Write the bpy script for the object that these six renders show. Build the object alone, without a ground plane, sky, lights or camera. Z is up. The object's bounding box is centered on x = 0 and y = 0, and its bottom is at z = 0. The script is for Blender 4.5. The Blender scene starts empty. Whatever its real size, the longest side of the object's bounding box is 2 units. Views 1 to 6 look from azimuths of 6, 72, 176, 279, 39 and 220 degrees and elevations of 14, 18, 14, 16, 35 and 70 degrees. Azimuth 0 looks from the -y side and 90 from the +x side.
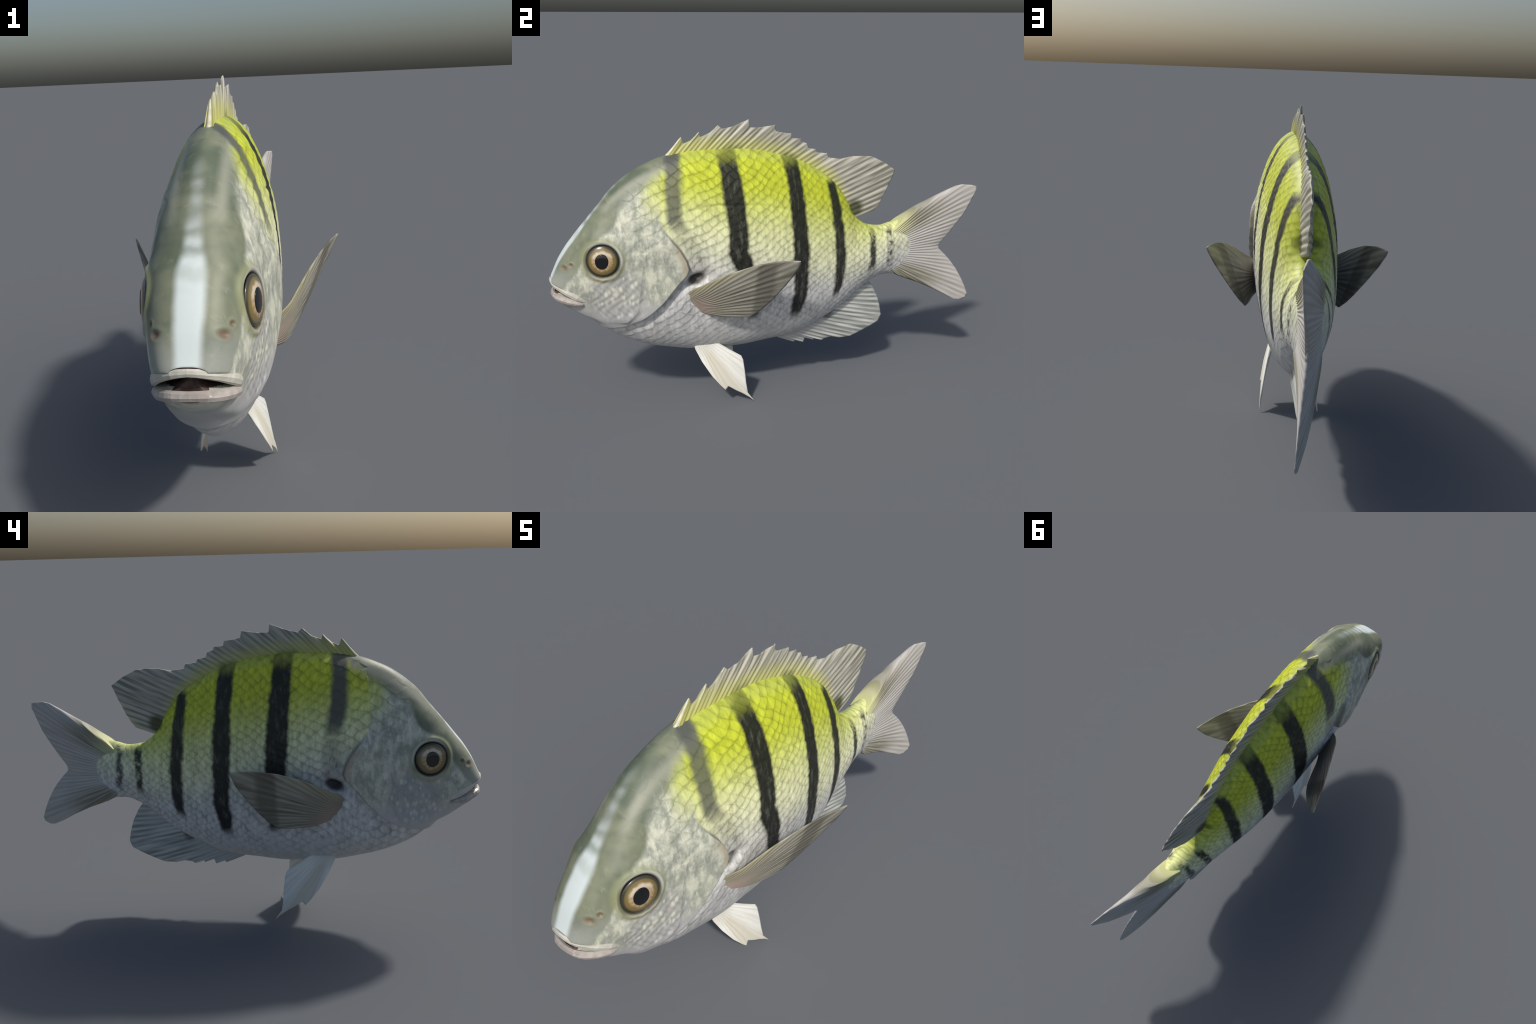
import math
import numpy as np

# ---------------------------------------------------------------- interpolation
def curve(points):
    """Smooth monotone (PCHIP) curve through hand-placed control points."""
    xs = np.array([p[0] for p in points], float)
    ys = np.array([p[1] for p in points], float)
    h = np.diff(xs)
    d = np.diff(ys) / h
    m = np.zeros(len(xs))
    m[0], m[-1] = d[0], d[-1]
    for i in range(1, len(xs) - 1):
        if d[i - 1] * d[i] > 0:
            w1, w2 = 2 * h[i] + h[i - 1], h[i] + 2 * h[i - 1]
            m[i] = (w1 + w2) / (w1 / d[i - 1] + w2 / d[i])

    def f(x):
        x = np.clip(np.asarray(x, float), xs[0], xs[-1])
        i = np.clip(np.searchsorted(xs, x) - 1, 0, len(xs) - 2)
        t = (x - xs[i]) / h[i]
        return ((2 * t ** 3 - 3 * t ** 2 + 1) * ys[i] + (t ** 3 - 2 * t ** 2 + t) * h[i] * m[i]
                + (3 * t ** 2 - 2 * t ** 3) * ys[i + 1] + (t ** 3 - t ** 2) * h[i] * m[i + 1])
    return f

# ---------------------------------------------------------------- body profiles (along y, nose at y=-1)
back_line = curve([(-1.0, .650), (-.985, .678), (-.955, .738), (-.92, .792), (-.888, .830), (-.848, .878), (-.81, .925),
                   (-.77, .971), (-.726, 1.022), (-.70, 1.046), (-.66, 1.078), (-.615, 1.106), (-.57, 1.126),
                   (-.48, 1.156), (-.36, 1.172), (-.24, 1.174), (-.10, 1.163), (.03, 1.135), (.12, 1.102),
                   (.21, 1.058), (.29, .990), (.34, .920), (.385, .836), (.42, .800), (.47, .772),
                   (.53, .764), (.58, .776), (.63, .785), (.70, .765), (.84, .67)])
belly_line = curve([(-1.0, .598), (-.988, .580), (-.955, .547), (-.92, .521), (-.87, .485), (-.82, .448), (-.76, .392), (-.70, .352),
                    (-.64, .324), (-.527, .285), (-.40, .258), (-.30, .248), (-.18, .247), (-.07, .253), (.05, .264),
                    (.15, .29), (.25, .335), (.35, .40), (.43, .462), (.49, .50), (.55, .52), (.62, .518), (.70, .535), (.84, .62)])
half_width = curve([(-1.0, .030), (-.99, .052), (-.975, .070), (-.95, .086), (-.91, .104), (-.87, .118), (-.82, .131),
                    (-.75, .143), (-.65, .155), (-.55, .163), (-.45, .166), (-.35, .165), (-.2, .163), (-.08, .160),
                    (.05, .150), (.15, .137), (.25, .120), (.35, .103), (.45, .087), (.55, .069), (.62, .050), (.66, .040), (.70, .028), (.76, .012), (.84, .002)])
widest_z = curve([(-1.0, .628), (-.95, .64), (-.9, .67), (-.8, .69), (-.6, .70), (-.3, .70), (0., .665), (.3, .625),
                  (.5, .645), (.74, .645)])
fullness_up = curve([(-1.0, 2.6), (-.9, 2.5), (-.8, 2.2), (-.7, 1.85), (-.6, 1.72), (-.5, 1.75), (-.3, 1.85), (0., 1.8), (.2, 1.72), (.4, 2.0), (.74, 2.3)])
fullness_down = curve([(-1.0, 2.8), (-.88, 2.3), (-.8, 1.85), (-.5, 1.8), (-.2, 1.95), (.2, 1.9), (.4, 1.95), (.74, 2.3)])

def tail_bend(y):
    return .069 * np.clip((y - .38) / .62, 0, None) ** 2.4

def skin(y, a):
    """Body surface: y along the fish, a = angle round the section (0 = back, pi = belly, >pi = -x side)."""
    top, bot, w, zm = back_line(y), belly_line(y), half_width(y), widest_z(y)
    c, s = np.cos(a), np.sin(a)
    up = c >= 0
    p = np.where(up, fullness_up(y), fullness_down(y))
    z = zm + np.where(up, top - zm, zm - bot) * np.sign(c) * np.abs(c) ** (2 / np.maximum(p, 2.0))
    x = w * np.sign(s) * np.abs(s) ** (2 / p)
    return x, z

def smooth(a, b, x):
    t = np.clip((np.asarray(x, float) - a) / (b - a), 0, 1)
    return t * t * (3 - 2 * t)

# ---------------------------------------------------------------- landmarks on the side of the fish (y, z)
GILL_EDGE = [(-.545, .900), (-.530, .870), (-.503, .832), (-.465, .783), (-.440, .735), (-.430, .696), (-.440, .672),
             (-.478, .634), (-.545, .550), (-.585, .512), (-.630, .478), (-.700, .446), (-.780, .430), (-.835, .420)]
HEAD_REGION = [(-.50, 1.30)] + GILL_EDGE + [(-.90, .30), (-1.3, .30), (-1.3, 1.30)]
CHEEK_EDGE = [(-.600, .780), (-.612, .735), (-.625, .673), (-.633, .600), (-.645, .520), (-.690, .470)]
EYE = (-.782, .757)
NOSTRILS = [(-.936, .725, .0085), (-.908, .740, .006)]

def polyline_distance(py, pz, pts):
    best = np.full(py.shape, 9.0)
    for (ay, az), (by, bz) in zip(pts[:-1], pts[1:]):
        dy, dz = by - ay, bz - az
        t = np.clip(((py - ay) * dy + (pz - az) * dz) / (dy * dy + dz * dz), 0, 1)
        best = np.minimum(best, np.hypot(py - ay - t * dy, pz - az - t * dz))
    return best

def inside(py, pz, poly):
    res = np.zeros(py.shape, bool)
    for (ay, az), (by, bz) in zip(poly, poly[1:] + poly[:1]):
        if az == bz:
            continue
        cross = ((az > pz) != (bz > pz)) & (py < (by - ay) * (pz - az) / (bz - az) + ay)
        res ^= cross
    return res

# ---------------------------------------------------------------- scales: one rule, used by the mesh and by the materials
class ArrayOps:
    floor = staticmethod(np.floor)
    sin = staticmethod(np.sin)
    absolute = staticmethod(np.abs)
    minimum = staticmethod(np.minimum)

    @staticmethod
    def less(a, b):
        return (np.asarray(a) < np.asarray(b)).astype(float)

def scale_rule(y, z, op):
    """Staggered overlapping scales. Returns (rise, side): rise runs 0..1 to the free rear edge, side 0..1 from its axis."""
    yy = y + op.sin(z * 13.0 + y * 5.0) * .010 + op.sin(z * 37.0 - y * 29.0) * .0050 + op.sin(z * 71.0 + y * 53.0) * .0022
    zz = z + op.sin(y * 11.0 + z * 4.0) * .010 + op.sin(y * 33.0 + z * 23.0) * .0060 + op.sin(y * 61.0 - z * 47.0) * .0028
    u = yy * 40.0 + yy * yy * 12.0 + 60.0
    v = (zz - .66) * (yy * 9.0 + 27.0) + 40.0
    k0 = op.floor(u)

    def tile(k):
        half = k * .5 - op.floor(k * .5)           # 0 or .5: every second column is shifted by half a scale
        f = v + half
        s = op.absolute(f - op.floor(f) - .5) * 2.0   # 0 on the axis of the scale, 1 at its flank
        edge = k + 1.15 - s * s * .95                 # rear edge, an arc
        return edge, s
    e1, s1 = tile(k0 - 1.0)
    e2, s2 = tile(k0)
    front = op.less(u, e1)
    edge = front * e1 + (1.0 - front) * e2
    side = front * s1 + (1.0 - front) * s2
    # where neither covers, the next column shows through
    e3, s3 = tile(k0 + 1.0)
    gap = (1.0 - front) * op.less(e2, u)
    edge = gap * e3 + (1.0 - gap) * edge
    side = gap * s3 + (1.0 - gap) * side
    rise = 1.0 - op.minimum((edge - u) * .62, 1.0)
    return rise, side

# ---------------------------------------------------------------- body mesh
def body_grid(ny=640, na=560):
    t = np.linspace(0, 1, ny)
    y = -.99 + 1.825 * (t + .10 * np.sin(np.pi * t) * (t - 1) * 1.2)     # denser at the snout
    y[0] = -.99
    a = np.linspace(0, 2 * np.pi, na, endpoint=False)
    Y, A = np.meshgrid(y, a, indexing='ij')
    X, Z = skin(Y, A)
    # outward normal of the smooth skin
    dYx, dYz = np.gradient(X, axis=0), np.gradient(Z, axis=0)
    dYy = np.gradient(Y, axis=0)
    wrap = lambda M: np.concatenate([M[:, -1:], M, M[:, :1]], 1)
    dAx, dAz = np.gradient(wrap(X), axis=1)[:, 1:-1], np.gradient(wrap(Z), axis=1)[:, 1:-1]
    N = np.cross(np.stack([dAx, 0 * dAx, dAz], -1), np.stack([dYx, dYy, dYz], -1))
    N /= np.linalg.norm(N, axis=-1, keepdims=True) + 1e-12
    flip = np.sign((N * np.stack([X, 0 * X, Z - widest_z(Y)], -1)).sum(-1))
    N *= np.where(flip == 0, 1, flip)[..., None]
    side = np.abs(X) / np.maximum(half_width(Y), 1e-4)

    d = np.zeros_like(X)
    head = inside(Y, Z, HEAD_REGION)
    g = polyline_distance(Y, Z, GILL_EDGE)
    strength = (1 - smooth(.79, .89, Z)) * smooth(.25, .6, side) * smooth(.40, .50, Z) + .35 * (Z < .47) * (1 - smooth(.43, .47, Z) * 1)
    lift = np.where(head, .017 * (1 - smooth(0, .17, g)) * smooth(0, .005, g), -.012 * (1 - smooth(.0, .07, g)) * smooth(0, .004, g))
    d += lift * np.clip(strength, 0, 1)
    # pocket of the gill opening above the pectoral root
    d += -.045 * np.exp(-(((Y + .398) / .045) ** 2 + ((Z - .642 - (Y + .398) * .25) / .026) ** 2)) * (~head)
    # cheek bone edge in front of the gill cover
    c = polyline_distance(Y, Z, CHEEK_EDGE)
    front = inside(Y, Z, CHEEK_EDGE + [(-1.2, .47), (-1.2, .78)])
    d += np.where(front, .0028 * (1 - smooth(0, .06, c)) * smooth(0, .008, c), -.0016 * (1 - smooth(0, .03, c)) * smooth(0, .008, c)) * smooth(.3, .6, side)
    # eye socket with a raised rim
    r = np.hypot((Y - EYE[0]) * 1.05, Z - EYE[1])
    d += smooth(.35, .65, side) * (-.016 * (1 - smooth(.052, .070, r)) + .007 * np.exp(-((r - .079) / .010) ** 2))
    # brow over the eye
    d += smooth(.3, .6, side) * .005 * np.exp(-(((Y + .79) / .06) ** 2 + ((Z - .845) / .025) ** 2))
    for ny_, nz_, nr in NOSTRILS:
        rn = np.hypot(Y - ny_, Z - nz_)
        d += -.0045 * np.exp(-(rn / nr) ** 2) + .0012 * np.exp(-((rn - nr * 1.7) / (nr * .6)) ** 2)
    # shallow channel of the lateral line
    lat = polyline_distance(Y, Z, [(-.53, .855), (-.44, .938), (-.30, .957), (-.10, .940), (.05, .905), (.21, .835), (.27, .80)])
    d += -.0022 * np.exp(-(lat / .006) ** 2) * (side > .4)
    # scales
    rise, flank = scale_rule(Y, Z, ArrayOps)
    cover = np.where(head, .8 * smooth(-.74, -.62, Y) * smooth(.72, .82, Z) * (1 - smooth(1.0, 1.1, Z)), smooth(.0, .03, g))
    cover *= smooth(.10, .45, side)
    cover *= 1 - smooth(.58, .66, Y)
    bulge = rise * (1 - .45 * flank ** 2)
    d += .0034 * (bulge - .5) * cover * np.clip((.45 - Y) / .7, .35, 1) * (.35 + .65 * smooth(.36, .6, Z))
    # cheek granules
    gr = np.sin(Y * 190 + np.sin(Z * 60) * 1.2) * np.sin(Z * 170 + Y * 40)
    d += .0014 * gr * smooth(.065, .09, np.hypot((Y + .73) * .75, (Z - .60) * .8) * -1 + .16) * head
    # slow unevenness of a real body
    d += .0016 * np.sin(Y * 21 + Z * 9) * np.sin(Z * 17 - Y * 6)
    d *= smooth(-.99, -.93, Y) * .85 + .15

    X2, Y2, Z2 = X + N[..., 0] * d, Y + N[..., 1] * d, Z + N[..., 2] * d
    # open mouth: the wall between the lips folds inward
    line = .626 - (Y + .99) * .30
    gap = .019 - .012 * smooth(-.99, -.875, Y)
    fold = np.exp(-((Z - line) / gap) ** 4) * (1 - smooth(-.905, -.872, Y))
    X2 = X2 * (1 - .45 * fold)
    Y2 = Y2 + .075 * fold * (1 - smooth(-.99, -.86, Y))
    X2 = X2 + tail_bend(Y2)
    return X2, Y2, Z2, Y, Z, head, fold

# ================================================================ Blender side
import bpy
from mathutils import Matrix, Vector

# ---------------------------------------------------------------- node arithmetic
class Graph:
    def __init__(self, name):
        self.mat = bpy.data.materials.new(name)
        self.mat.use_nodes = True
        self.nt = self.mat.node_tree
        self.bsdf = next(n for n in self.nt.nodes if n.type == 'BSDF_PRINCIPLED')
        co = self.nt.nodes.new('ShaderNodeTexCoord')
        sep = self.nt.nodes.new('ShaderNodeSeparateXYZ')
        self.nt.links.new(co.outputs['Object'], sep.inputs[0])
        self.pos = co.outputs['Object']
        self.x, self.y, self.z = (Val(self, sep.outputs[i]) for i in range(3))

    def math(self, op, *args, clamp=False):
        n = self.nt.nodes.new('ShaderNodeMath')
        n.operation = op
        n.use_clamp = clamp
        for i, a in enumerate(args):
            self.plug(a, n.inputs[i])
        return Val(self, n.outputs[0])

    def plug(self, a, sock):
        if isinstance(a, Val):
            self.nt.links.new(a.s, sock)
        elif hasattr(a, 'is_output'):
            self.nt.links.new(a, sock)
        else:
            sock.default_value = a

    def step(self, a, b, v):
        n = self.nt.nodes.new('ShaderNodeMapRange')
        n.interpolation_type = 'SMOOTHSTEP'
        lo, hi, flip = (a, b, False) if not (isinstance(a, (int, float)) and isinstance(b, (int, float)) and a > b) else (b, a, True)
        self.plug(v, n.inputs[0]); self.plug(lo, n.inputs[1]); self.plug(hi, n.inputs[2])
        n.inputs[3].default_value = 1.0 if flip else 0.0
        n.inputs[4].default_value = 0.0 if flip else 1.0
        return Val(self, n.outputs[0])

    def curve(self, v, pts, lo=-1.0, hi=1.3):
        """y = f(v) through control points, values given in metres."""
        n = self.nt.nodes.new('ShaderNodeFloatCurve')
        c = n.mapping.curves[0]
        nrm = lambda q: (q - lo) / (hi - lo)
        pts = sorted(pts)
        c.points[0].location = (nrm(pts[0][0]), nrm(pts[0][1]))
        c.points[1].location = (nrm(pts[-1][0]), nrm(pts[-1][1]))
        for p in pts[1:-1]:
            c.points.new(nrm(p[0]), nrm(p[1]))
        for p in c.points:
            p.handle_type = 'VECTOR'
        n.mapping.extend = 'HORIZONTAL'
        n.mapping.update()
        self.plug((v - lo) * (1 / (hi - lo)), n.inputs['Value'])
        return Val(self, n.outputs[0]) * (hi - lo) + lo

    def vec(self, x, y, z):
        n = self.nt.nodes.new('ShaderNodeCombineXYZ')
        for i, a in enumerate((x, y, z)):
            self.plug(a, n.inputs[i])
        return n.outputs[0]

    def noise(self, scale, detail=3.0, vector=None, rough=.55):
        n = self.nt.nodes.new('ShaderNodeTexNoise')
        n.inputs['Scale'].default_value = scale
        n.inputs['Detail'].default_value = detail
        n.inputs['Roughness'].default_value = rough
        self.nt.links.new(vector if vector is not None else self.pos, n.inputs['Vector'])
        return Val(self, n.outputs['Fac'])

    def voronoi(self, scale, vector=None, feature='F1', randomness=1.0):
        n = self.nt.nodes.new('ShaderNodeTexVoronoi')
        n.feature = feature
        n.inputs['Scale'].default_value = scale
        n.inputs['Randomness'].default_value = randomness
        self.nt.links.new(vector if vector is not None else self.pos, n.inputs['Vector'])
        return Val(self, n.outputs['Distance'])

    def mix(self, a, b, f, blend='MIX'):
        n = self.nt.nodes.new('ShaderNodeMix')
        n.data_type = 'RGBA'
        n.blend_type = blend
        n.clamp_factor = True
        self.plug(f, n.inputs[0])
        for v, s in ((a, n.inputs[6]), (b, n.inputs[7])):
            if isinstance(v, tuple):
                s.default_value = (*v, 1.0)
            else:
                self.plug(v, s)
        return n.outputs[2]

    def gray(self, v):
        n = self.nt.nodes.new('ShaderNodeCombineColor')
        for i in range(3):
            self.plug(v, n.inputs[i])
        return n.outputs[0]

    def finish(self, color, rough=.45, bump=None, strength=.2, distance=.004, coat=0.0, spec=.5):
        if isinstance(color, tuple):
            self.bsdf.inputs['Base Color'].default_value = (*color, 1)
        else:
            self.nt.links.new(color, self.bsdf.inputs['Base Color'])
        self.plug(rough, self.bsdf.inputs['Roughness'])
        self.bsdf.inputs['Specular IOR Level'].default_value = spec
        self.bsdf.inputs['Coat Weight'].default_value = coat
        self.bsdf.inputs['Coat Roughness'].default_value = .08
        if bump is not None:
            b = self.nt.nodes.new('ShaderNodeBump')
            b.inputs['Strength'].default_value = strength
            b.inputs['Distance'].default_value = distance
            self.nt.links.new(bump.s, b.inputs['Height'])
            self.nt.links.new(b.outputs[0], self.bsdf.inputs['Normal'])
        return self.mat

class Val:
    def __init__(self, g, s):
        self.g, self.s = g, s
    def __add__(self, o): return self.g.math('ADD', self, o)
    __radd__ = __add__
    def __sub__(self, o): return self.g.math('SUBTRACT', self, o)
    def __rsub__(self, o): return self.g.math('SUBTRACT', o, self)
    def __mul__(self, o): return self.g.math('MULTIPLY', self, o)
    __rmul__ = __mul__
    def __truediv__(self, o): return self.g.math('DIVIDE', self, o)
    def __abs__(self): return self.g.math('ABSOLUTE', self)

class NodeOps:
    def __init__(self, g):
        self.g = g
    def floor(self, v): return self.g.math('FLOOR', v)
    def sin(self, v): return self.g.math('SINE', v)
    def absolute(self, v): return self.g.math('ABSOLUTE', v)
    def minimum(self, a, b): return self.g.math('MINIMUM', a, b)
    def less(self, a, b): return self.g.math('LESS_THAN', a, b)

# ---------------------------------------------------------------- materials
def skin_material():
    g = Graph('fish_skin')
    X, Y, Z = g.x, g.y, g.z
    w1 = g.noise(9, 3) - .5
    w2 = g.noise(34, 2) - .5
    y = Y + w1 * .024 + w2 * .018
    z = Z + w1 * .030
    right = g.step(-.02, .02, X)

    # ground colours from belly to back
    silver, pale, yellow = (.54, .545, .54), (.66, .685, .43), (.475, .535, .035)
    low = g.curve(y, [(-1, .80), (-.45, .78), (-.2, .72), (.2, .60), (.4, .60), (.62, .68)])
    high = g.curve(y, [(-1, 1.13), (-.5, 1.10), (-.2, 1.05), (.1, 1.00), (.3, .93), (.45, .82), (.62, .86)])
    up_pale = g.step(low - .12, low + .10, z)
    up_yellow = g.step(low + .04, high, z)
    col = g.mix(silver, pale, up_pale)
    col = g.mix(col, yellow, up_yellow)
    # grey-green dusk along the very back
    back = g.curve(Y, [(-.5, 1.150), (-.36, 1.168), (-.24, 1.170), (-.1, 1.158), (.03, 1.130), (.12, 1.098), (.21, 1.052), (.29, .985)])
    dusk = g.step(.045, .008, back - Z) * g.step(-.55, -.45, Y) * .30
    col = g.mix(col, (.33, .38, .16), dusk)

    # scales
    rise, side = scale_rule(Y, Z, NodeOps(g))
    edge = g.step(.72, .99, rise)
    root = g.step(.45, .0, rise)
    gill = g.curve(Z, [(.40, -.86), (.42, -.835), (.43, -.78), (.446, -.70), (.478, -.63), (.512, -.585), (.55, -.545), (.634, -.478), (.672, -.440),
                       (.696, -.430), (.735, -.440), (.783, -.465), (.832, -.503), (.870, -.530), (.90, -.545), (1.05, -.53), (1.2, -.50)])
    torso = g.step(-.004, .010, Y - gill)
    mott = g.noise(26, 3)
    tall = g.noise(1.0, 4, g.vec(X * 20.0, Y * 52.0, Z * 17.0), .65)
    crisp = g.step(.30, .62, g.noise(11, 2))
    tone = 1.17 - edge * (crisp * .28 + .06) - root * .26 - side * side * .14
    tone = tone + (tall - .5) * (g.step(.95, .65, Z) * .35 + 1.20) + (mott - .5) * .25  # streaky highlights and groove shading baked into the scale colour
    fade = g.step(.28, .45, Z)
    tone = 1.0 + (tone - 1.0) * (fade * .65 + .35) * (torso + (1.0 - torso) * g.step(-.74, -.62, Y) * g.step(.74, .84, Z))
    col = g.mix(col, g.gray(tone), 1.0, 'MULTIPLY')

    # head: silver, green and straw mottling, with whitish highlights painted into the streaks
    headmask = 1.0 - torso
    hn = g.noise(1.0, 4, g.vec(X * 18.0, Y * 24.0, Z * 17.0), .65)
    hn2 = g.noise(42, 3)
    hc = g.mix((.31, .335, .285), (.63, .645, .53), g.step(.34, .66, hn))
    hc = g.mix(hc, (.78, .78, .66), g.step(.52, .72, tall) * .6)
    hc = g.mix(hc, (.30, .33, .26), g.step(.46, .30, tall) * .35)
    hc = g.mix(hc, (.50, .51, .51), g.step(.60, .50, Z))                      # throat and lower cheek are plain silver
    spots = g.voronoi(40, g.vec(X * .2, Y * 1.25, Z * .72), 'F1', .85)
    cheek = g.step(.16, .08, g.math('SQRT', (Y + .73) * (Y + .73) + (Z - .60) * (Z - .60)))
    hc = g.mix(hc, (.38, .38, .38), cheek * g.step(.25, .6, spots) * .75)
    hc = g.mix(hc, (.72, .72, .72), cheek * g.step(.35, .10, spots) * .55)
    # nape scales show through
    nape = g.step(-.72, -.60, Y) * g.step(.80, .90, Z)
    hc = g.mix(hc, (.24, .27, .17), nape * (edge * .45 + g.step(.5, .3, tall) * .4))
    rim = g.step(.045, .012, gill - Y) * g.step(.65, .69, Z) * g.step(.82, .77, Z)
    hc = g.mix(hc, (.40, .32, .22), rim * .65)
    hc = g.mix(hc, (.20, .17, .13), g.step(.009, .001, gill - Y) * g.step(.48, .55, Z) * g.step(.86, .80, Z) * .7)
    col = g.mix(col, hc, headmask * (1.0 - g.step(-.64, -.55, y) * g.step(.88, .98, z) * .75))

    # olive forehead above a slanting border
    border = g.curve(Y, [(-1, .60), (-.93, .665), (-.88, .725), (-.84, .80), (-.79, .845), (-.735, .878), (-.69, .970),
                         (-.56, 1.068), (-.46, 1.105), (-.43, 1.17), (-.40, 1.25)])
    brow = g.step(-.012, .014, (Z - border + w1 * .05) * (1.0 - g.step(.86, .98, Z) * .6))
    fore = g.mix((.110, .138, .094), (.215, .235, .160), g.step(.35, .65, g.noise(7, 3)))
    band = g.math('SINE', Z * 150.0 + w1 * 9.0) * .5 + .5
    fore = g.mix(fore, (.10, .13, .09), band * g.step(.86, .98, Z) * .35)
    fore = g.mix(fore, (.36, .37, .27), g.step(.55, .75, tall) * .40)
    fore = g.mix(fore, (.07, .09, .055), (edge * .6 + root * .4) * g.step(.88, .98, Z) * g.step(.02, .05, abs(X)) * .6)
    fore = g.mix(fore, (.40, .41, .33), g.step(.026, .0, abs(abs(X) - .062)) * g.step(.92, .98, Z) * .55)
    col = g.mix(col, fore, brow)
    # snout sides turn grey-blue toward the mouth
    col = g.mix(col, (.42, .44, .42), brow * g.step(.76, .66, Z) * .55)
    # white blaze down the middle of the forehead
    blaze = g.curve(Z, [(.60, .026), (.70, .028), (.78, .034), (.85, .034), (.90, .020), (1.0, .011), (1.10, .010)])
    col = g.mix(col, g.mix((.36, .40, .38), (.66, .74, .74), g.step(.98, .86, Z)), g.step(.014, -.010, abs(X + w1 * .012) - blaze) * g.step(1.12, 1.0, Z) * g.step(.645, .665, Z) * g.step(-.5, -.66, Y) * (.95 - band * g.step(.80, .9, Z) * .5))

    # dark bars
    def bar(right_pts, left_pts, hw, top, bottom, soft=.010):
        c = g.curve(Z, right_pts)
        if left_pts:
            cl = g.curve(Z, left_pts)
            c = c * right + cl * (1.0 - right)
        m = g.step(hw + soft, hw - soft, abs(y - c)) if isinstance(hw, float) else g.step(soft, -soft, abs(y - c) - hw)
        return m * g.step(bottom - .03, bottom + .03, z) * g.step(top + .015, top - .015, z)
    ink = g.mix((.010, .011, .010), (.075, .078, .066), g.step(.48, .75, tall))
    b1 = bar([(.70, -.385), (.80, -.42), (.90, -.482), (1.01, -.480), (1.15, -.462)],
             [(.70, -.384), (.80, -.385), (.87, -.391), (1.0, -.413), (1.15, -.412)], .034, 1.20, .68, .016)
    col = g.mix(col, (.085, .09, .083), b1 * (g.step(.82, .92, Z) * .72 + .14 + (1.0 - right) * .10 + g.step(.45, .65, tall) * g.step(.92, .80, Z) * .55) * (1.0 - g.step(.02, .0, abs(Z - .845)) * .5))  # -x half tinted darker because that flank lies in shade
    b2 = bar([(.42, -.142), (.66, -.178), (.745, -.212), (.83, -.211), (.985, -.220), (1.14, -.231)],
             [(.42, -.144), (.77, -.155), (.86, -.161), (.99, -.169), (1.14, -.176)],
             g.curve(Z, [(.42, .024), (.60, .036), (.72, .046), (1.16, .044)]), 1.20, .43)
    col = g.mix(col, ink, b2 * (g.step(1.175, 1.10, Z) * .55 + .43))
    b3 = bar([(.38, .058), (.42, .068), (.53, .083), (.72, .081), (.93, .071), (1.11, .060)], None,
             g.curve(Z, [(.38, .020), (.50, .034), (.70, .040), (1.11, .036)]), 1.20, .40)
    col = g.mix(col, ink, b3 * (g.step(1.14, 1.07, Z) * .55 + .43))
    b4 = bar([(.45, .265), (.51, .279), (.67, .288), (.79, .278), (1.01, .256)], None,
             g.curve(Z, [(.45, .016), (.60, .028), (.80, .029), (1.01, .024)]), 1.005, .47)
    col = g.mix(col, ink, b4 * .97)
    b5 = bar([(.55, .458), (.75, .466)], None, .017, .760, .57, .009)
    col = g.mix(col, ink, b5 * (g.step(.35, .55, hn2) * .45 + .5))
    b6 = bar([(.55, .562), (.75, .556)], None, .016, .760, .57, .010)
    col = g.mix(col, (.03, .03, .04), b6 * (g.step(.38, .62, hn2) * .6 + .3))
    # dark blot behind the soft dorsal fin
    blot = g.step(.034, .010, g.math('SQRT', (y - .378) * (y - .378) + (z - .865) * (z - .865)))
    col = g.mix(col, (.07, .075, .02), blot * .85)
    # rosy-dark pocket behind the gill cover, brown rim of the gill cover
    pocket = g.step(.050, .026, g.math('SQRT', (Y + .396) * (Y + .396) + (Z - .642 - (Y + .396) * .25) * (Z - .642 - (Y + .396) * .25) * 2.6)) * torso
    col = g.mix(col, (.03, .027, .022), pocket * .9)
    # nostrils
    for ny_, nz_, nr in NOSTRILS:
        rn = g.math('SQRT', (Y - ny_) * (Y - ny_) + (Z - nz_) * (Z - nz_))
        col = g.mix(col, (.17, .11, .065), g.step(nr * 2.2, nr * .5, rn) * .8)
    # socket
    re = g.math('SQRT', (Y - EYE[0]) * (Y - EYE[0]) * 1.1 + (Z - EYE[1]) * (Z - EYE[1]))
    col = g.mix(col, (.30, .32, .16), g.step(.104, .084, re) * .65)
    lid = g.mix((.20, .20, .13), (.46, .47, .42), g.step(-.01, .06, (Y - EYE[0]) * .6 + (Z - EYE[1]) + w1 * .03))
    lid = g.mix(lid, (.42, .40, .31), g.step(-.03, -.07, Z - EYE[1]) * .8)
    col = g.mix(col, lid, g.step(.085, .080, re))
    col = g.mix(col, (.045, .045, .03), g.step(.076, .068, re) * .95)
    fine = g.noise(160, 3) * .5 + mott * .5
    return g.finish(col, rough=.48, bump=fine, strength=.12, distance=.004, spec=.38)

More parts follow.
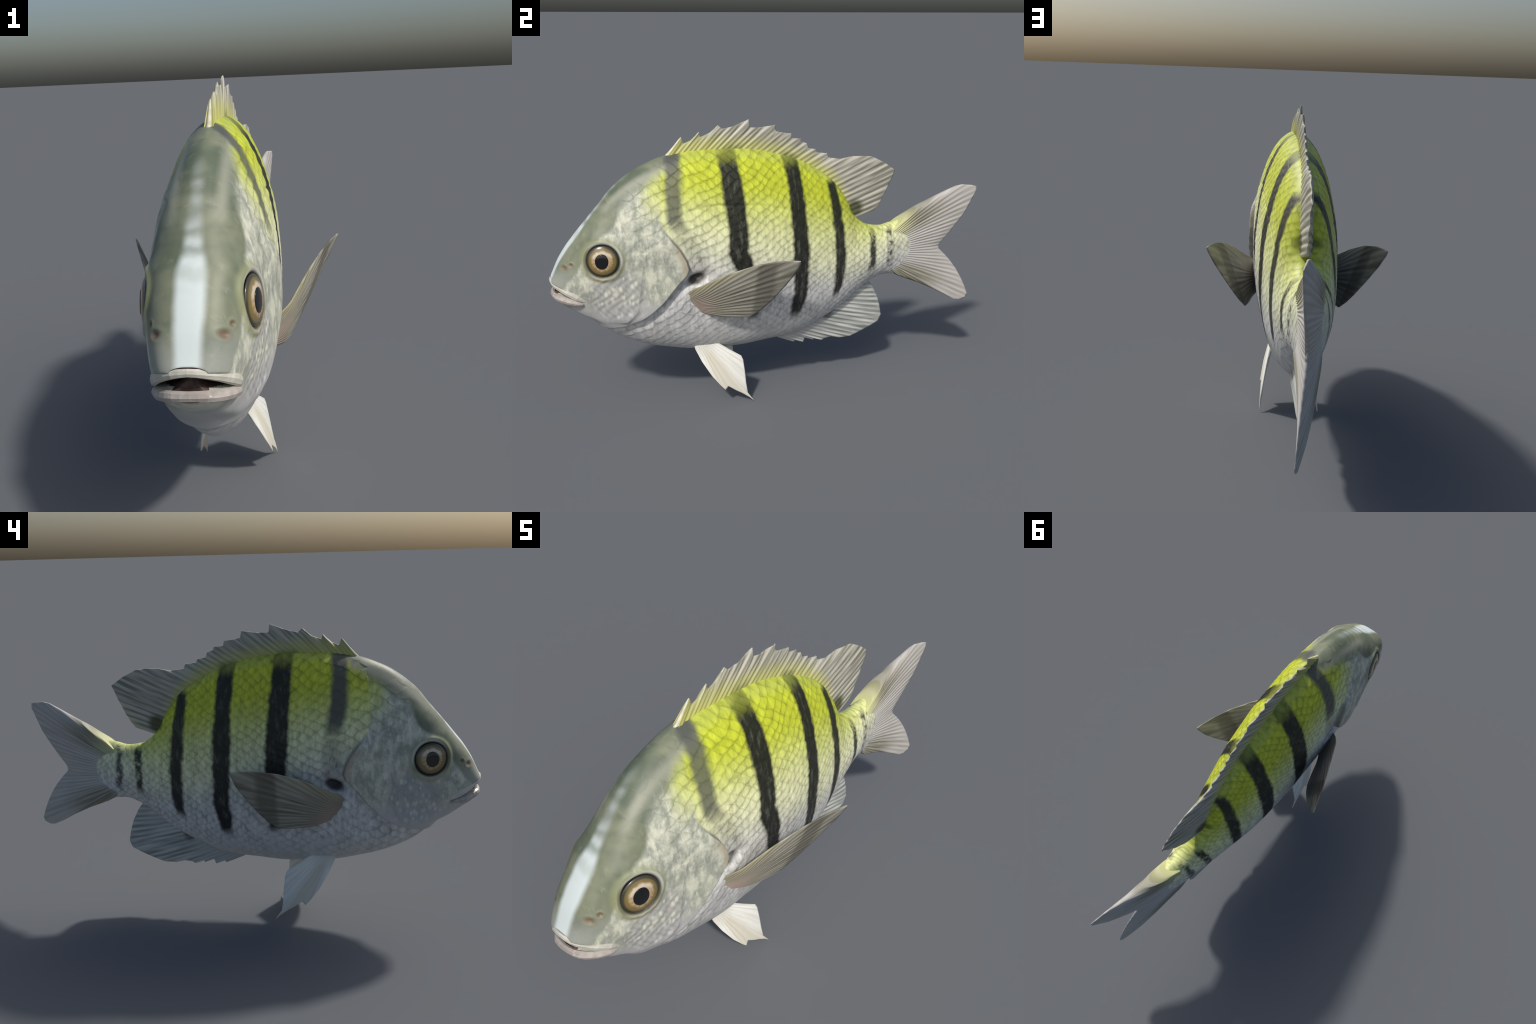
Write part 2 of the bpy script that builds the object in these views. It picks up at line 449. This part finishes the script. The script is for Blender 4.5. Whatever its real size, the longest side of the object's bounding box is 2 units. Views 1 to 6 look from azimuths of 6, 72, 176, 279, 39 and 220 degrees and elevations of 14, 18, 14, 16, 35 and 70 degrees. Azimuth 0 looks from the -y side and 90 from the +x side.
def fin_material(name, center, phi0, phi1, rays, ray_color, web_color, root_color, root_r, tip_r, extra=None, axes=('y', 'z'), soft=.35):
    """Fan of rays about a centre: colours follow the same polar rule as the mesh."""
    g = Graph(name)
    a = getattr(g, axes[0]) - center[0]
    b = getattr(g, axes[1]) - center[1]
    phi = g.math('ARCTAN2', b, a)
    r = g.math('SQRT', a * a + b * b)
    n = g.noise(22, 3)
    u = (phi - phi0) * (rays / (phi1 - phi0))
    wave = g.math('COSINE', u * (2 * math.pi) + (n - .5) * 1.3) * .5 * g.step(root_r * .5, tip_r * 1.2, r) + .5
    streak = g.noise(1.0, 2, g.vec(u * 1.7, r * 5.0, 0.0))
    f = wave * .36 + (streak - .5) * 1.9 + .32
    col = g.mix(web_color, ray_color, g.step(soft - .3, soft + .5, f))
    col = g.mix(root_color, col, g.step(root_r, tip_r, r + (n - .5) * .05 + (wave - .5) * .03))
    col = g.mix(col, (.62, .62, .60), g.step(.60, .80, g.noise(60, 2)) * .15)
    if extra:
        col = extra(g, col, r, phi, n)
    bump = wave * .7 + g.noise(120, 2) * .3
    return g.finish(col, rough=.5, bump=bump, strength=.25, distance=.004, spec=.4)

def plain(name, color, rough=.5, noise=None, coat=0.0, spec=.5):
    g = Graph(name)
    if noise:
        n = g.noise(noise[1], 3)
        return g.finish(g.mix(color, noise[0], g.step(.35, .7, n)), rough, bump=n, strength=.1, coat=coat, spec=spec)
    return g.finish(color, rough, coat=coat, spec=spec)

# ---------------------------------------------------------------- mesh helpers
def add_object(name, verts, faces, material, parent=None, smooth_shade=True):
    me = bpy.data.meshes.new(name)
    verts = np.asarray(verts, dtype=np.float64)
    me.from_pydata(verts.tolist(), [], [tuple(f) for f in faces])
    me.materials.append(material)
    me.polygons.foreach_set('use_smooth', [smooth_shade] * len(me.polygons))
    me.update()
    ob = bpy.data.objects.new(name, me)
    bpy.context.scene.collection.objects.link(ob)
    if parent:
        ob.parent = parent
    return ob

def grid_faces(nu, nv, closed_v=False, start=0, flip=False):
    faces = []
    for i in range(nu - 1):
        for j in range(nv if closed_v else nv - 1):
            k = (j + 1) % nv
            q = (start + i * nv + j, start + (i + 1) * nv + j, start + (i + 1) * nv + k, start + i * nv + k)
            faces.append(q[::-1] if flip else q)
    return faces

def tube(path, radii, sides=12, squash=(1, 1), up=(0, 0, 1)):
    """Closed tapered tube along a 3D path."""
    path = np.array(path, float)
    tang = np.gradient(path, axis=0)
    tang /= np.linalg.norm(tang, axis=1, keepdims=True)
    verts = []
    for p, t, r in zip(path, tang, radii):
        s = np.cross(t, up); s /= np.linalg.norm(s)
        w = np.cross(s, t)
        for k in range(sides):
            an = 2 * math.pi * k / sides
            verts.append(p + r * (math.cos(an) * s * squash[0] + math.sin(an) * w * squash[1]))
    faces = grid_faces(len(path), sides, True)
    n = len(path)
    faces.append(tuple(range(sides)))
    faces.append(tuple((n - 1) * sides + k for k in reversed(range(sides))))
    return np.array(verts), faces

def resample(points, n, sharp=True):
    """Points along a polyline; corners are kept as samples so that notches stay crisp."""
    pts = np.array(points, float)
    seg = np.hypot(*np.diff(pts, axis=0).T)
    t = np.concatenate([[0], np.cumsum(seg)]) / seg.sum()
    s = np.unique(np.concatenate([np.linspace(0, 1, n), t])) if sharp else np.linspace(0, 1, n)
    return np.stack([np.interp(s, t, pts[:, i]) for i in range(pts.shape[1])], 1)

def fan_fin(outline, center, base, rays, phi0, phi1, thick, nt=36, n=260, ridge=.0022, waves=0.0):
    """Two-sided fin. outline: points (a, b) in order; every point is joined to its foot on the ray to the centre.
    base(phi) -> foot radius. thick(t, s, a, b) -> half thickness. Returns local verts (offset, a, b)."""
    o = resample(outline, n)
    ca, cb = center
    phi = np.arctan2(o[:, 1] - cb, o[:, 0] - ca)
    r1 = np.hypot(o[:, 0] - ca, o[:, 1] - cb)
    r0 = np.minimum(np.array([base(p) for p in phi]), r1 - .001)
    t = np.linspace(0, 1, nt) ** .9
    S = np.linspace(0, 1, len(o))[:, None] + 0 * t[None]
    T = t[None] + 0 * S
    R = r0[:, None] + (r1 - r0)[:, None] * T
    P = phi[:, None] + 0 * T
    a, b = ca + R * np.cos(P), cb + R * np.sin(P)
    u = (P - phi0) * rays / (phi1 - phi0)
    wave = .5 + .5 * np.cos(2 * np.pi * u)
    h = thick(T, S, a, b)
    fine = ridge * wave * np.clip((1 - T) * 6, 0, 1) * np.clip(np.minimum(S, 1 - S) * 40, 0, 1)
    sway = waves * np.sin(2 * np.pi * u * .5) * T
    nv = a.shape[1]
    front = np.stack([h + fine + sway, a, b], -1).reshape(-1, 3)
    back = np.stack([-h - fine + sway, a, b], -1).reshape(-1, 3)
    m = len(front)
    faces = grid_faces(len(o), nv) + grid_faces(len(o), nv, start=m, flip=True)
    rim = [i * nv + nv - 1 for i in range(len(o))]
    rim = list(range(0, nv)) + rim[1:] + [(len(o) - 1) * nv + j for j in range(nv - 2, -1, -1)]
    for p, q in zip(rim[:-1], rim[1:]):
        faces.append((p, q, q + m, p + m))
    return np.concatenate([front, back]), faces

def recalc(ob):
    import bmesh
    bm = bmesh.new()
    bm.from_mesh(ob.data)
    bmesh.ops.recalc_face_normals(bm, faces=bm.faces)
    bm.to_mesh(ob.data)
    bm.free()

# ================================================================ build
root = bpy.data.objects.new('striped_fish', None)
bpy.context.scene.collection.objects.link(root)
root['label'] = 'yellow and silver damselfish with dark vertical bars'
root['category'] = 'fish'

SKIN = skin_material()
MOUTH = plain('mouth_lining', (.035, .022, .020), .6, ((.10, .06, .05), 40))
LIP = plain('lip_skin', (.50, .49, .43), .38, ((.62, .61, .54), 22), spec=.5)
LIP_LOW = plain('lower_lip_skin', (.34, .31, .285), .36, ((.48, .44, .41), 26), spec=.5)

# ---- body, one smooth surface split by region
X, Y, Z, Y0, Z0, HEAD, FOLD = body_grid()
NU, NV = X.shape
verts = np.stack([X, Y, Z], -1).reshape(-1, 3)
nose = len(verts)
verts = np.concatenate([verts, [[0, Y[0].mean() + .02, Z[0].mean()], [X[-1].mean(), Y[-1].mean() + .005, Z[-1].mean()]]])
quads = np.array(grid_faces(NU, NV, True))
caps = [(nose, (j + 1) % NV, j) for j in range(NV)] + [(nose + 1, (NU - 1) * NV + j, (NU - 1) * NV + (j + 1) % NV) for j in range(NV)]
whole = add_object('body', verts, [tuple(q) for q in quads] + caps, SKIN)
recalc(whole)
normals = np.empty(len(verts) * 3)
whole.data.vertices.foreach_get('normal', normals)
normals = normals.reshape(-1, 3)
loops = [tuple(p.vertices) for p in whole.data.polygons]
cent_y = np.array([np.mean([verts[i][1] for i in f]) for f in loops])
flat_head = np.append(HEAD.reshape(-1), [True, False])
flat_fold = np.append(FOLD.reshape(-1), [1.0, 0.0])
flat_y = np.append(Y0.reshape(-1), [-.99, .83])
flat_z = np.append(Z0.reshape(-1), [.628, .645])
gill_cover = inside(flat_y, flat_z, CHEEK_EDGE + GILL_EDGE[::-1][3:]) & flat_head
first = np.array([f[0] for f in loops])
region = np.where(flat_fold[first] > .45, 0, np.where(gill_cover[first], 2, np.where(flat_head[first], 1, np.where(flat_y[first] > .44, 4, 3))))
for code, name in ((0, 'mouth'), (1, 'head'), (2, 'gill_cover'), (3, 'torso'), (4, 'tail')):
    pick = [loops[i] for i in np.where(region == code)[0]]
    used = np.unique(np.concatenate([np.array(f) for f in pick]))
    index = {int(v): k for k, v in enumerate(used)}
    ob = add_object(name, verts[used], [tuple(index[v] for v in f) for f in pick], MOUTH if code == 0 else SKIN, root)
    ob.data.normals_split_custom_set_from_vertices(normals[used].tolist())
bpy.data.objects.remove(whole)

# ---- lips
def lip(name, half, radii, material, squash):
    pts = [(-x, y, z) for x, y, z in half[:0:-1]] + list(half)
    rr = list(radii[:0:-1]) + list(radii)
    k = np.arange(len(pts)); s = np.linspace(0, len(pts) - 1, 61)
    path = np.stack([curve(list(zip(k, [p[i] for p in pts])))(s) for i in range(3)], 1)
    for _ in range(3):
        path[1:-1] = (path[:-2] + 2 * path[1:-1] + path[2:]) / 4
    rad = curve(list(zip(k, rr)))(s)
    v, f = tube(path[::3], rad[::3], 8, squash)
    ob = add_object(name, v, f, material, root, False)
    recalc(ob)
lip('upper_lip', [(0, -.9925, .656), (.038, -.986, .650), (.068, -.962, .637), (.088, -.930, .619), (.101, -.893, .597), (.104, -.866, .578)],
    [.0085, .0095, .0115, .0135, .0125, .004], LIP, (.8, 1.2))
lip('lower_lip', [(0, -.987, .597), (.038, -.981, .595), (.066, -.960, .588), (.086, -.929, .579), (.099, -.898, .571), (.104, -.872, .566)],
    [.0115, .0125, .0130, .012, .010, .004], LIP_LOW, (.95, 1.15))

# ---- eyes: ball with iris, pupil and clear shine
def eye_materials():
    def radial(name, fn, **kw):
        g = Graph(name)
        r = g.math('SQRT', g.x * g.x + g.y * g.y)
        return g.finish(fn(g, r), **kw)
    def iris(g, r):
        n = g.noise(45, 3)
        ang = g.noise(1.0, 2, g.vec(g.math('ARCTAN2', g.y, g.x) * 4.0, r * 30.0, 0.0))
        c = g.mix((.30, .20, .09), (.47, .35, .20), g.step(.35, .65, ang))
        c = g.mix(c, (.66, .60, .50), g.step(.026, .036, r) * g.step(.052, .042, r) * g.step(-.005, .03, g.y + (n - .5) * .02) * .8)
        c = g.mix(c, (.50, .36, .20), g.step(.034, .029, r) * .7)
        c = g.mix(c, (.20, .15, .05), g.step(.038, .049, r + (n - .5) * .018 + g.y * -.04))
        c = g.mix(c, (.045, .045, .03), g.step(.052, .060, r))
        return c
    return (radial('iris_gold', iris, rough=.25, coat=.5), plain('pupil_black', (.006, .006, .007), .12, coat=.6))
IRIS, PUPIL = eye_materials()

def dome(radius, height, rings=24, sides=56, squash=1.0):
    v, f = [(0, 0, height)], []
    for i in range(1, rings + 1):
        q = i / rings
        for k in range(sides):
            an = 2 * math.pi * k / sides
            v.append((radius * q * math.cos(an) * squash, radius * q * math.sin(an), height * math.sqrt(max(0, 1 - (q * .985) ** 2))))
    for k in range(sides):
        f.append((0, 1 + k, 1 + (k + 1) % sides))
    for i in range(rings - 1):
        for k in range(sides):
            a, b = 1 + i * sides + k, 1 + i * sides + (k + 1) % sides
            f.append((a, a + sides, b + sides, b))
    f.append(tuple(1 + (rings - 1) * sides + k for k in reversed(range(sides))))
    return v, f

eye_x = float(np.interp(0, [0], [.128]))
for sx in (1, -1):
    n = Vector((sx * .95, -.22, .08)).normalized()
    side = Vector((0, 0, 1)).cross(n).normalized()
    upv = n.cross(side)
    M = Matrix(((side.x, upv.x, n.x, sx * eye_x), (side.y, upv.y, n.y, EYE[0]), (side.z, upv.z, n.z, EYE[1]), (0, 0, 0, 1)))
    v, f = dome(.066, .020)
    ball = add_object('eyeball', v, f, IRIS, root)
    ball.matrix_local = M
    v, f = dome(.032, .0045, 12, 40, .88)
    pup = add_object('pupil', v, f, PUPIL, ball)
    pup.location = (-sx * .002, 0, .0172)

# ---- fins on the mid line
def foot(center, sign):
    """Radius at which a ray from the centre dives 3 cm into the body."""
    def f(phi):
        r = np.linspace(.05, 2.2, 900)
        yy, zz = center[0] + r * np.cos(phi), center[1] + r * np.sin(phi)
        if sign > 0:
            ok = (zz < back_line(yy) - .030) & (yy < .84) & (yy > -.9)
        else:
            ok = (zz > belly_line(yy) + .030) & (yy < .84) & (yy > -.9)
        return float(r[np.where(ok)[0].max()]) if ok.any() else .3
    return f

def fin_object(name, data, material, parent, bend=None):
    v, f = data
    if bend is not None:
        v = v.copy()
        v[:, 0] += bend(v[:, 1], v[:, 2])
    ob = add_object(name, v, f, material, parent)
    recalc(ob)
    return ob

D_C = (-1.10, .41)
D_OUT = [(-.490, 1.130), (-.415, 1.227), (-.405, 1.200), (-.375, 1.212), (-.337, 1.245), (-.333, 1.224), (-.291, 1.240), (-.253, 1.270),
         (-.236, 1.254), (-.193, 1.262), (-.118, 1.289), (-.114, 1.255), (-.070, 1.253), (.001, 1.261), (.006, 1.234), (.036, 1.226),
         (.076, 1.221), (.080, 1.200), (.121, 1.196), (.124, 1.182), (.150, 1.174), (.158, 1.152), (.193, 1.145), (.200, 1.130),
         (.248, 1.124), (.256, 1.104), (.315, 1.095), (.372, 1.104), (.430, 1.103), (.471, 1.098), (.535, 1.066), (.588, 1.029),
         (.570, .985), (.540, .920), (.512, .868), (.490, .843), (.460, .834), (.425, .834), (.385, .845), (.35, .82)]
dphi = (math.atan2(1.157 - .41, -.477 + 1.10), math.atan2(.44, 1.50))
def dorsal_extra(g, col, r, phi, n):
    Y, Z = g.y, g.z
    back = g.curve(Y, [(-.5, 1.150), (-.36, 1.168), (-.24, 1.170), (-.1, 1.158), (.03, 1.130), (.12, 1.098), (.21, 1.052), (.29, .985), (.34, .92), (.39, .84)])
    d = Z - back + (n - .5) * .03
    col = g.mix(col, (.50, .50, .12), g.step(.085, .0, d) * .70 * g.step(.40, .25, Y))
    smoke = g.step(.055, .02, abs(Y - (d * .9 - .20))) + g.step(.05, .02, abs(Y - (d * .9 + .06)))
    col = g.mix(col, (.10, .12, .06), smoke * g.step(.035, .0, d) * .6)
    blot = g.step(.055, .02, g.math('SQRT', (Y - .385) * (Y - .385) + (Z - .866) * (Z - .866)))
    col = g.mix(col, (.06, .065, .02), blot * .9)
    return col
DORSAL = fin_material('dorsal_fin_skin', D_C, dphi[0], dphi[1], 40, (.49, .48, .41), (.21, .205, .16), (.36, .36, .14), .9, 1.25, dorsal_extra)
def dorsal_thick(T, S, a, b):
    base = .012 + .008 * smooth(.1, .4, a)
    return base * (1 - T) ** .8 * np.clip((1 - S) * 9, .08, 1) + .0025
dorsal = fin_object('dorsal_fin', fan_fin(D_OUT, D_C, foot(D_C, 1), 40, dphi[0], dphi[1], dorsal_thick, n=420, ridge=.0022, waves=.0015), DORSAL, root,
                    lambda y, z: .012 * smooth(.2, .6, y))
SPINE = plain('spine_bone', (.50, .49, .36), .45, ((.66, .65, .48), 30))
tips = [(-.415, 1.227), (-.337, 1.245), (-.253, 1.270), (-.118, 1.289), (.001, 1.261), (.076, 1.221), (.121, 1.196), (.150, 1.174), (.193, 1.145), (.248, 1.124)]
for i, (ty, tz) in enumerate(tips):
    c = np.array(D_C); tip = np.array([ty, tz]); dr = (tip - c) / np.linalg.norm(tip - c)
    r1 = np.linalg.norm(tip - c); r0 = foot(D_C, 1)(math.atan2(dr[1], dr[0]))
    s = np.linspace(0, 1, 14)
    path = np.stack([0 * s, c[0] + dr[0] * (r0 + (r1 - r0) * s), c[1] + dr[1] * (r0 + (r1 - r0) * s) - .006 * np.sin(np.pi * s)], 1)
    v, f = tube(path, (.0095 if i == 0 else .0075) * (1 - s) ** .7 + .0016, 10, (1.25, 1), (1, 0, 0))
    recalc(add_object('fin_spine', v, f, SPINE, dorsal))

A_C = (-.73, .636)
A_OUT = [(.045, .285), (.103, .217), (.110, .235), (.150, .209), (.158, .231), (.203, .213), (.206, .226), (.246, .206), (.262, .214), (.295, .218),
         (.338, .207), (.395, .208), (.451, .229), (.505, .252), (.543, .272), (.557, .303), (.546, .357), (.530, .407), (.503, .460), (.470, .505), (.445, .52)]
aphi = (math.radians(-27), math.radians(-6))
def anal_extra(g, col, r, phi, n):
    d = g.math('SQRT', (g.y - .262) * (g.y - .262) + (g.z - .352) * (g.z - .352))
    return g.mix(col, (.05, .055, .06), g.step(.04, .012, d) * .7)
ANAL = fin_material('anal_fin_skin', A_C, aphi[0], aphi[1], 20, (.56, .58, .55), (.25, .27, .25), (.46, .47, .46), .93, 1.08, anal_extra)
anal = fin_object('anal_fin', fan_fin(A_OUT, A_C, foot(A_C, -1), 20, aphi[0], aphi[1],
                  lambda T, S, a, b: .022 * (1 - T) ** .8 + .0025, n=300, ridge=.003), ANAL, root, lambda y, z: .006 * smooth(.2, .6, y))
for ty, tz in [(.103, .217), (.150, .209)]:
    c = np.array(A_C); tip = np.array([ty, tz]); dr = (tip - c) / np.linalg.norm(tip - c)
    r1 = np.linalg.norm(tip - c); s = np.linspace(0, 1, 10)
    path = np.stack([0 * s, c[0] + dr[0] * (r1 - .16 * (1 - s)), c[1] + dr[1] * (r1 - .16 * (1 - s))], 1)
    v, f = tube(path, .0065 * (1 - s) ** .7 + .0015, 10, (1.2, 1), (1, 0, 0))
    recalc(add_object('fin_spine', v, f, SPINE, anal))

C_C = (.46, .645)
C_OUT = [(.575, .740), (.600, .768), (.640, .800), (.742, .864), (.846, .915), (.900, .940), (.930, .946), (.978, .942), (.998, .936), (1.0, .915),
         (.975, .860), (.954, .812), (.920, .762), (.880, .707), (.848, .668), (.832, .645), (.838, .628), (.870, .597), (.902, .561), (.932, .520), (.959, .475),
         (.982, .428), (.999, .385), (.992, .367), (.965, .356), (.936, .358), (.890, .380), (.820, .420), (.738, .460), (.639, .500), (.600, .522), (.575, .550)]
cphi = (math.radians(62), math.radians(-60))
def caudal_extra(g, col, r, phi, n):
    up = g.step(.30, .12, abs(phi - .60)) + g.step(.30, .12, abs(phi + .56))
    m = up * g.step(.12, .20, r) * g.step(.50, .28, r)
    wv = g.noise(1.0, 2, g.vec(phi * 26.0, r * 3.0, 0.0))
    col = g.mix(col, (.17, .16, .09), m * g.step(.25, .60, wv) * .85)
    top = g.step(.64, .76, phi) * g.step(.62, .30, r)
    col = g.mix(col, (.55, .55, .34), top)
    yel = g.step(.72, .58, g.y) * g.step(.70, .76, g.z)
    return g.mix(col, (.58, .60, .26), yel * .8)
CAUDAL = fin_material('tail_fin_skin', C_C, cphi[0], cphi[1], 46, (.50, .487, .455), (.385, .37, .345), (.47, .47, .45), .18, .26, caudal_extra)
def caudal_thick(T, S, a, b):
    rim = np.clip(np.minimum(S, 1 - S) * 14, 0, 1)
    prof = curve([(.46, .05), (.58, .045), (.64, .040), (.70, .033), (.80, .022), (.90, .013), (1.0, .006)])(a)
    return prof * np.sqrt(.12 + .88 * rim) * (1 - T ** 6 * .7)
caudal = fin_object('tail_fin', fan_fin(C_OUT, C_C, lambda p: .125 / max(.35, math.cos(p)), 46, cphi[0], cphi[1], caudal_thick, nt=48, n=340, ridge=.0018), CAUDAL, root,
                    lambda y, z: tail_bend(y))

# ---- paired fins
def paired_fin(name, origin, e1, e2, data, material):
    v, f = data
    me = None
    for sx in (1, -1):
        O, A, B = np.array(origin) * [sx, 1, 1], np.array(e1) * [sx, 1, 1], np.array(e2) * [sx, 1, 1]
        N = np.cross(A, B) * sx
        M = Matrix(((N[0], A[0], B[0], O[0]), (N[1], A[1], B[1], O[1]), (N[2], A[2], B[2], O[2]), (0, 0, 0, 1)))
        if me is None:
            ob = add_object(name, v, f, material, root)
            recalc(ob)
            me = ob
        else:
            ob = me.copy()
            bpy.context.scene.collection.objects.link(ob)
        ob.matrix_local = M

P_OUT = [(.085, .050), (.125, .066), (.19, .073), (.298, .072), (.415, .061), (.512, .035), (.570, .010), (.592, -.003), (.585, -.018), (.541, -.057),
         (.471, -.101), (.387, -.146), (.330, -.170), (.273, -.184), (.230, -.166), (.188, -.142), (.140, -.112), (.096, -.080), (.07, -.05)]
pphi = (math.radians(30), math.radians(-42))
def pectoral_extra(g, col, r, phi, n):
    a = g.y
    q = a - g.z * .626 + (n - .5) * .02
    band = g.step(.375, .405, q) * g.step(.505, .465, q)
    col = g.mix(col, (.10, .095, .075), band * .62)
    col = g.mix(col, (.36, .34, .17), g.step(.03, .065, g.z) * g.step(.45, .25, a) * .35)
    col = g.mix(col, (.36, .28, .24), g.step(.19, .13, r) * g.step(.04, -.02, g.z) * .8)
    return col
PECTORAL = fin_material('pectoral_fin_skin', (0, 0), pphi[0], pphi[1], 19, (.35, .34, .285), (.165, .157, .128), (.27, .25, .195), .12, .30, pectoral_extra)
def pec_thick(T, S, a, b):
    return .010 * (1 - T) ** .7 * np.clip(np.minimum(S, 1 - S) * 8, .15, 1) + .0022
pv, pf = fan_fin(P_OUT, (0, 0), lambda p: .035, 19, pphi[0], pphi[1], pec_thick, n=260, ridge=.0014)
pv = pv.copy(); pv[:, 0] += -.005 * (pv[:, 1] - .1) * (.59 - pv[:, 1]) / .06 - .034 * (1 - smooth(.03, .18, pv[:, 1]))
paired_fin('pectoral_fin', (.132, -.489, .498), (.371, .824, .427), (.182, -.516, .837), (pv, pf), PECTORAL)

V_OUT = [(.05, -.030), (.080, -.044), (.143, -.057), (.224, -.064), (.290, -.061), (.318, -.057), (.314, -.036), (.358, -.020), (.385, -.008),
         (.425, .006), (.456, .012), (.430, .013), (.402, .013), (.360, .035), (.316, .062), (.262, .092), (.240, .097), (.185, .076), (.135, .058), (.08, .042), (.05, .03)]
vphi = (math.radians(-32), math.radians(28))
def pelvic_extra(g, col, r, phi, n):
    return g.mix(col, (.60, .555, .43), g.step(.24, .05, abs(phi + .10)) * g.step(.08, .15, r) * .65)
PELVIC = fin_material('pelvic_fin_skin', (0, 0), vphi[0], vphi[1], 13, (.86, .87, .82), (.72, .72, .66), (.66, .66, .60), .08, .16, pelvic_extra)
vv, vf = fan_fin(V_OUT, (0, 0), lambda p: .03, 13, vphi[0], vphi[1],
                 lambda T, S, a, b: .010 * (1 - T) ** .8 * np.clip(np.minimum(S, 1 - S) * 8, .2, 1) + .0018, n=220, ridge=.0016)
vv = vv.copy(); vv[:, 0] += .9 * (vv[:, 2]) ** 2 - .35 * (vv[:, 1] - .2) ** 2 + .002
paired_fin('pelvic_fin', (.036, -.403, .360), (.240, .564, -.790), (-.123, .825, .552), (vv, vf), PELVIC)
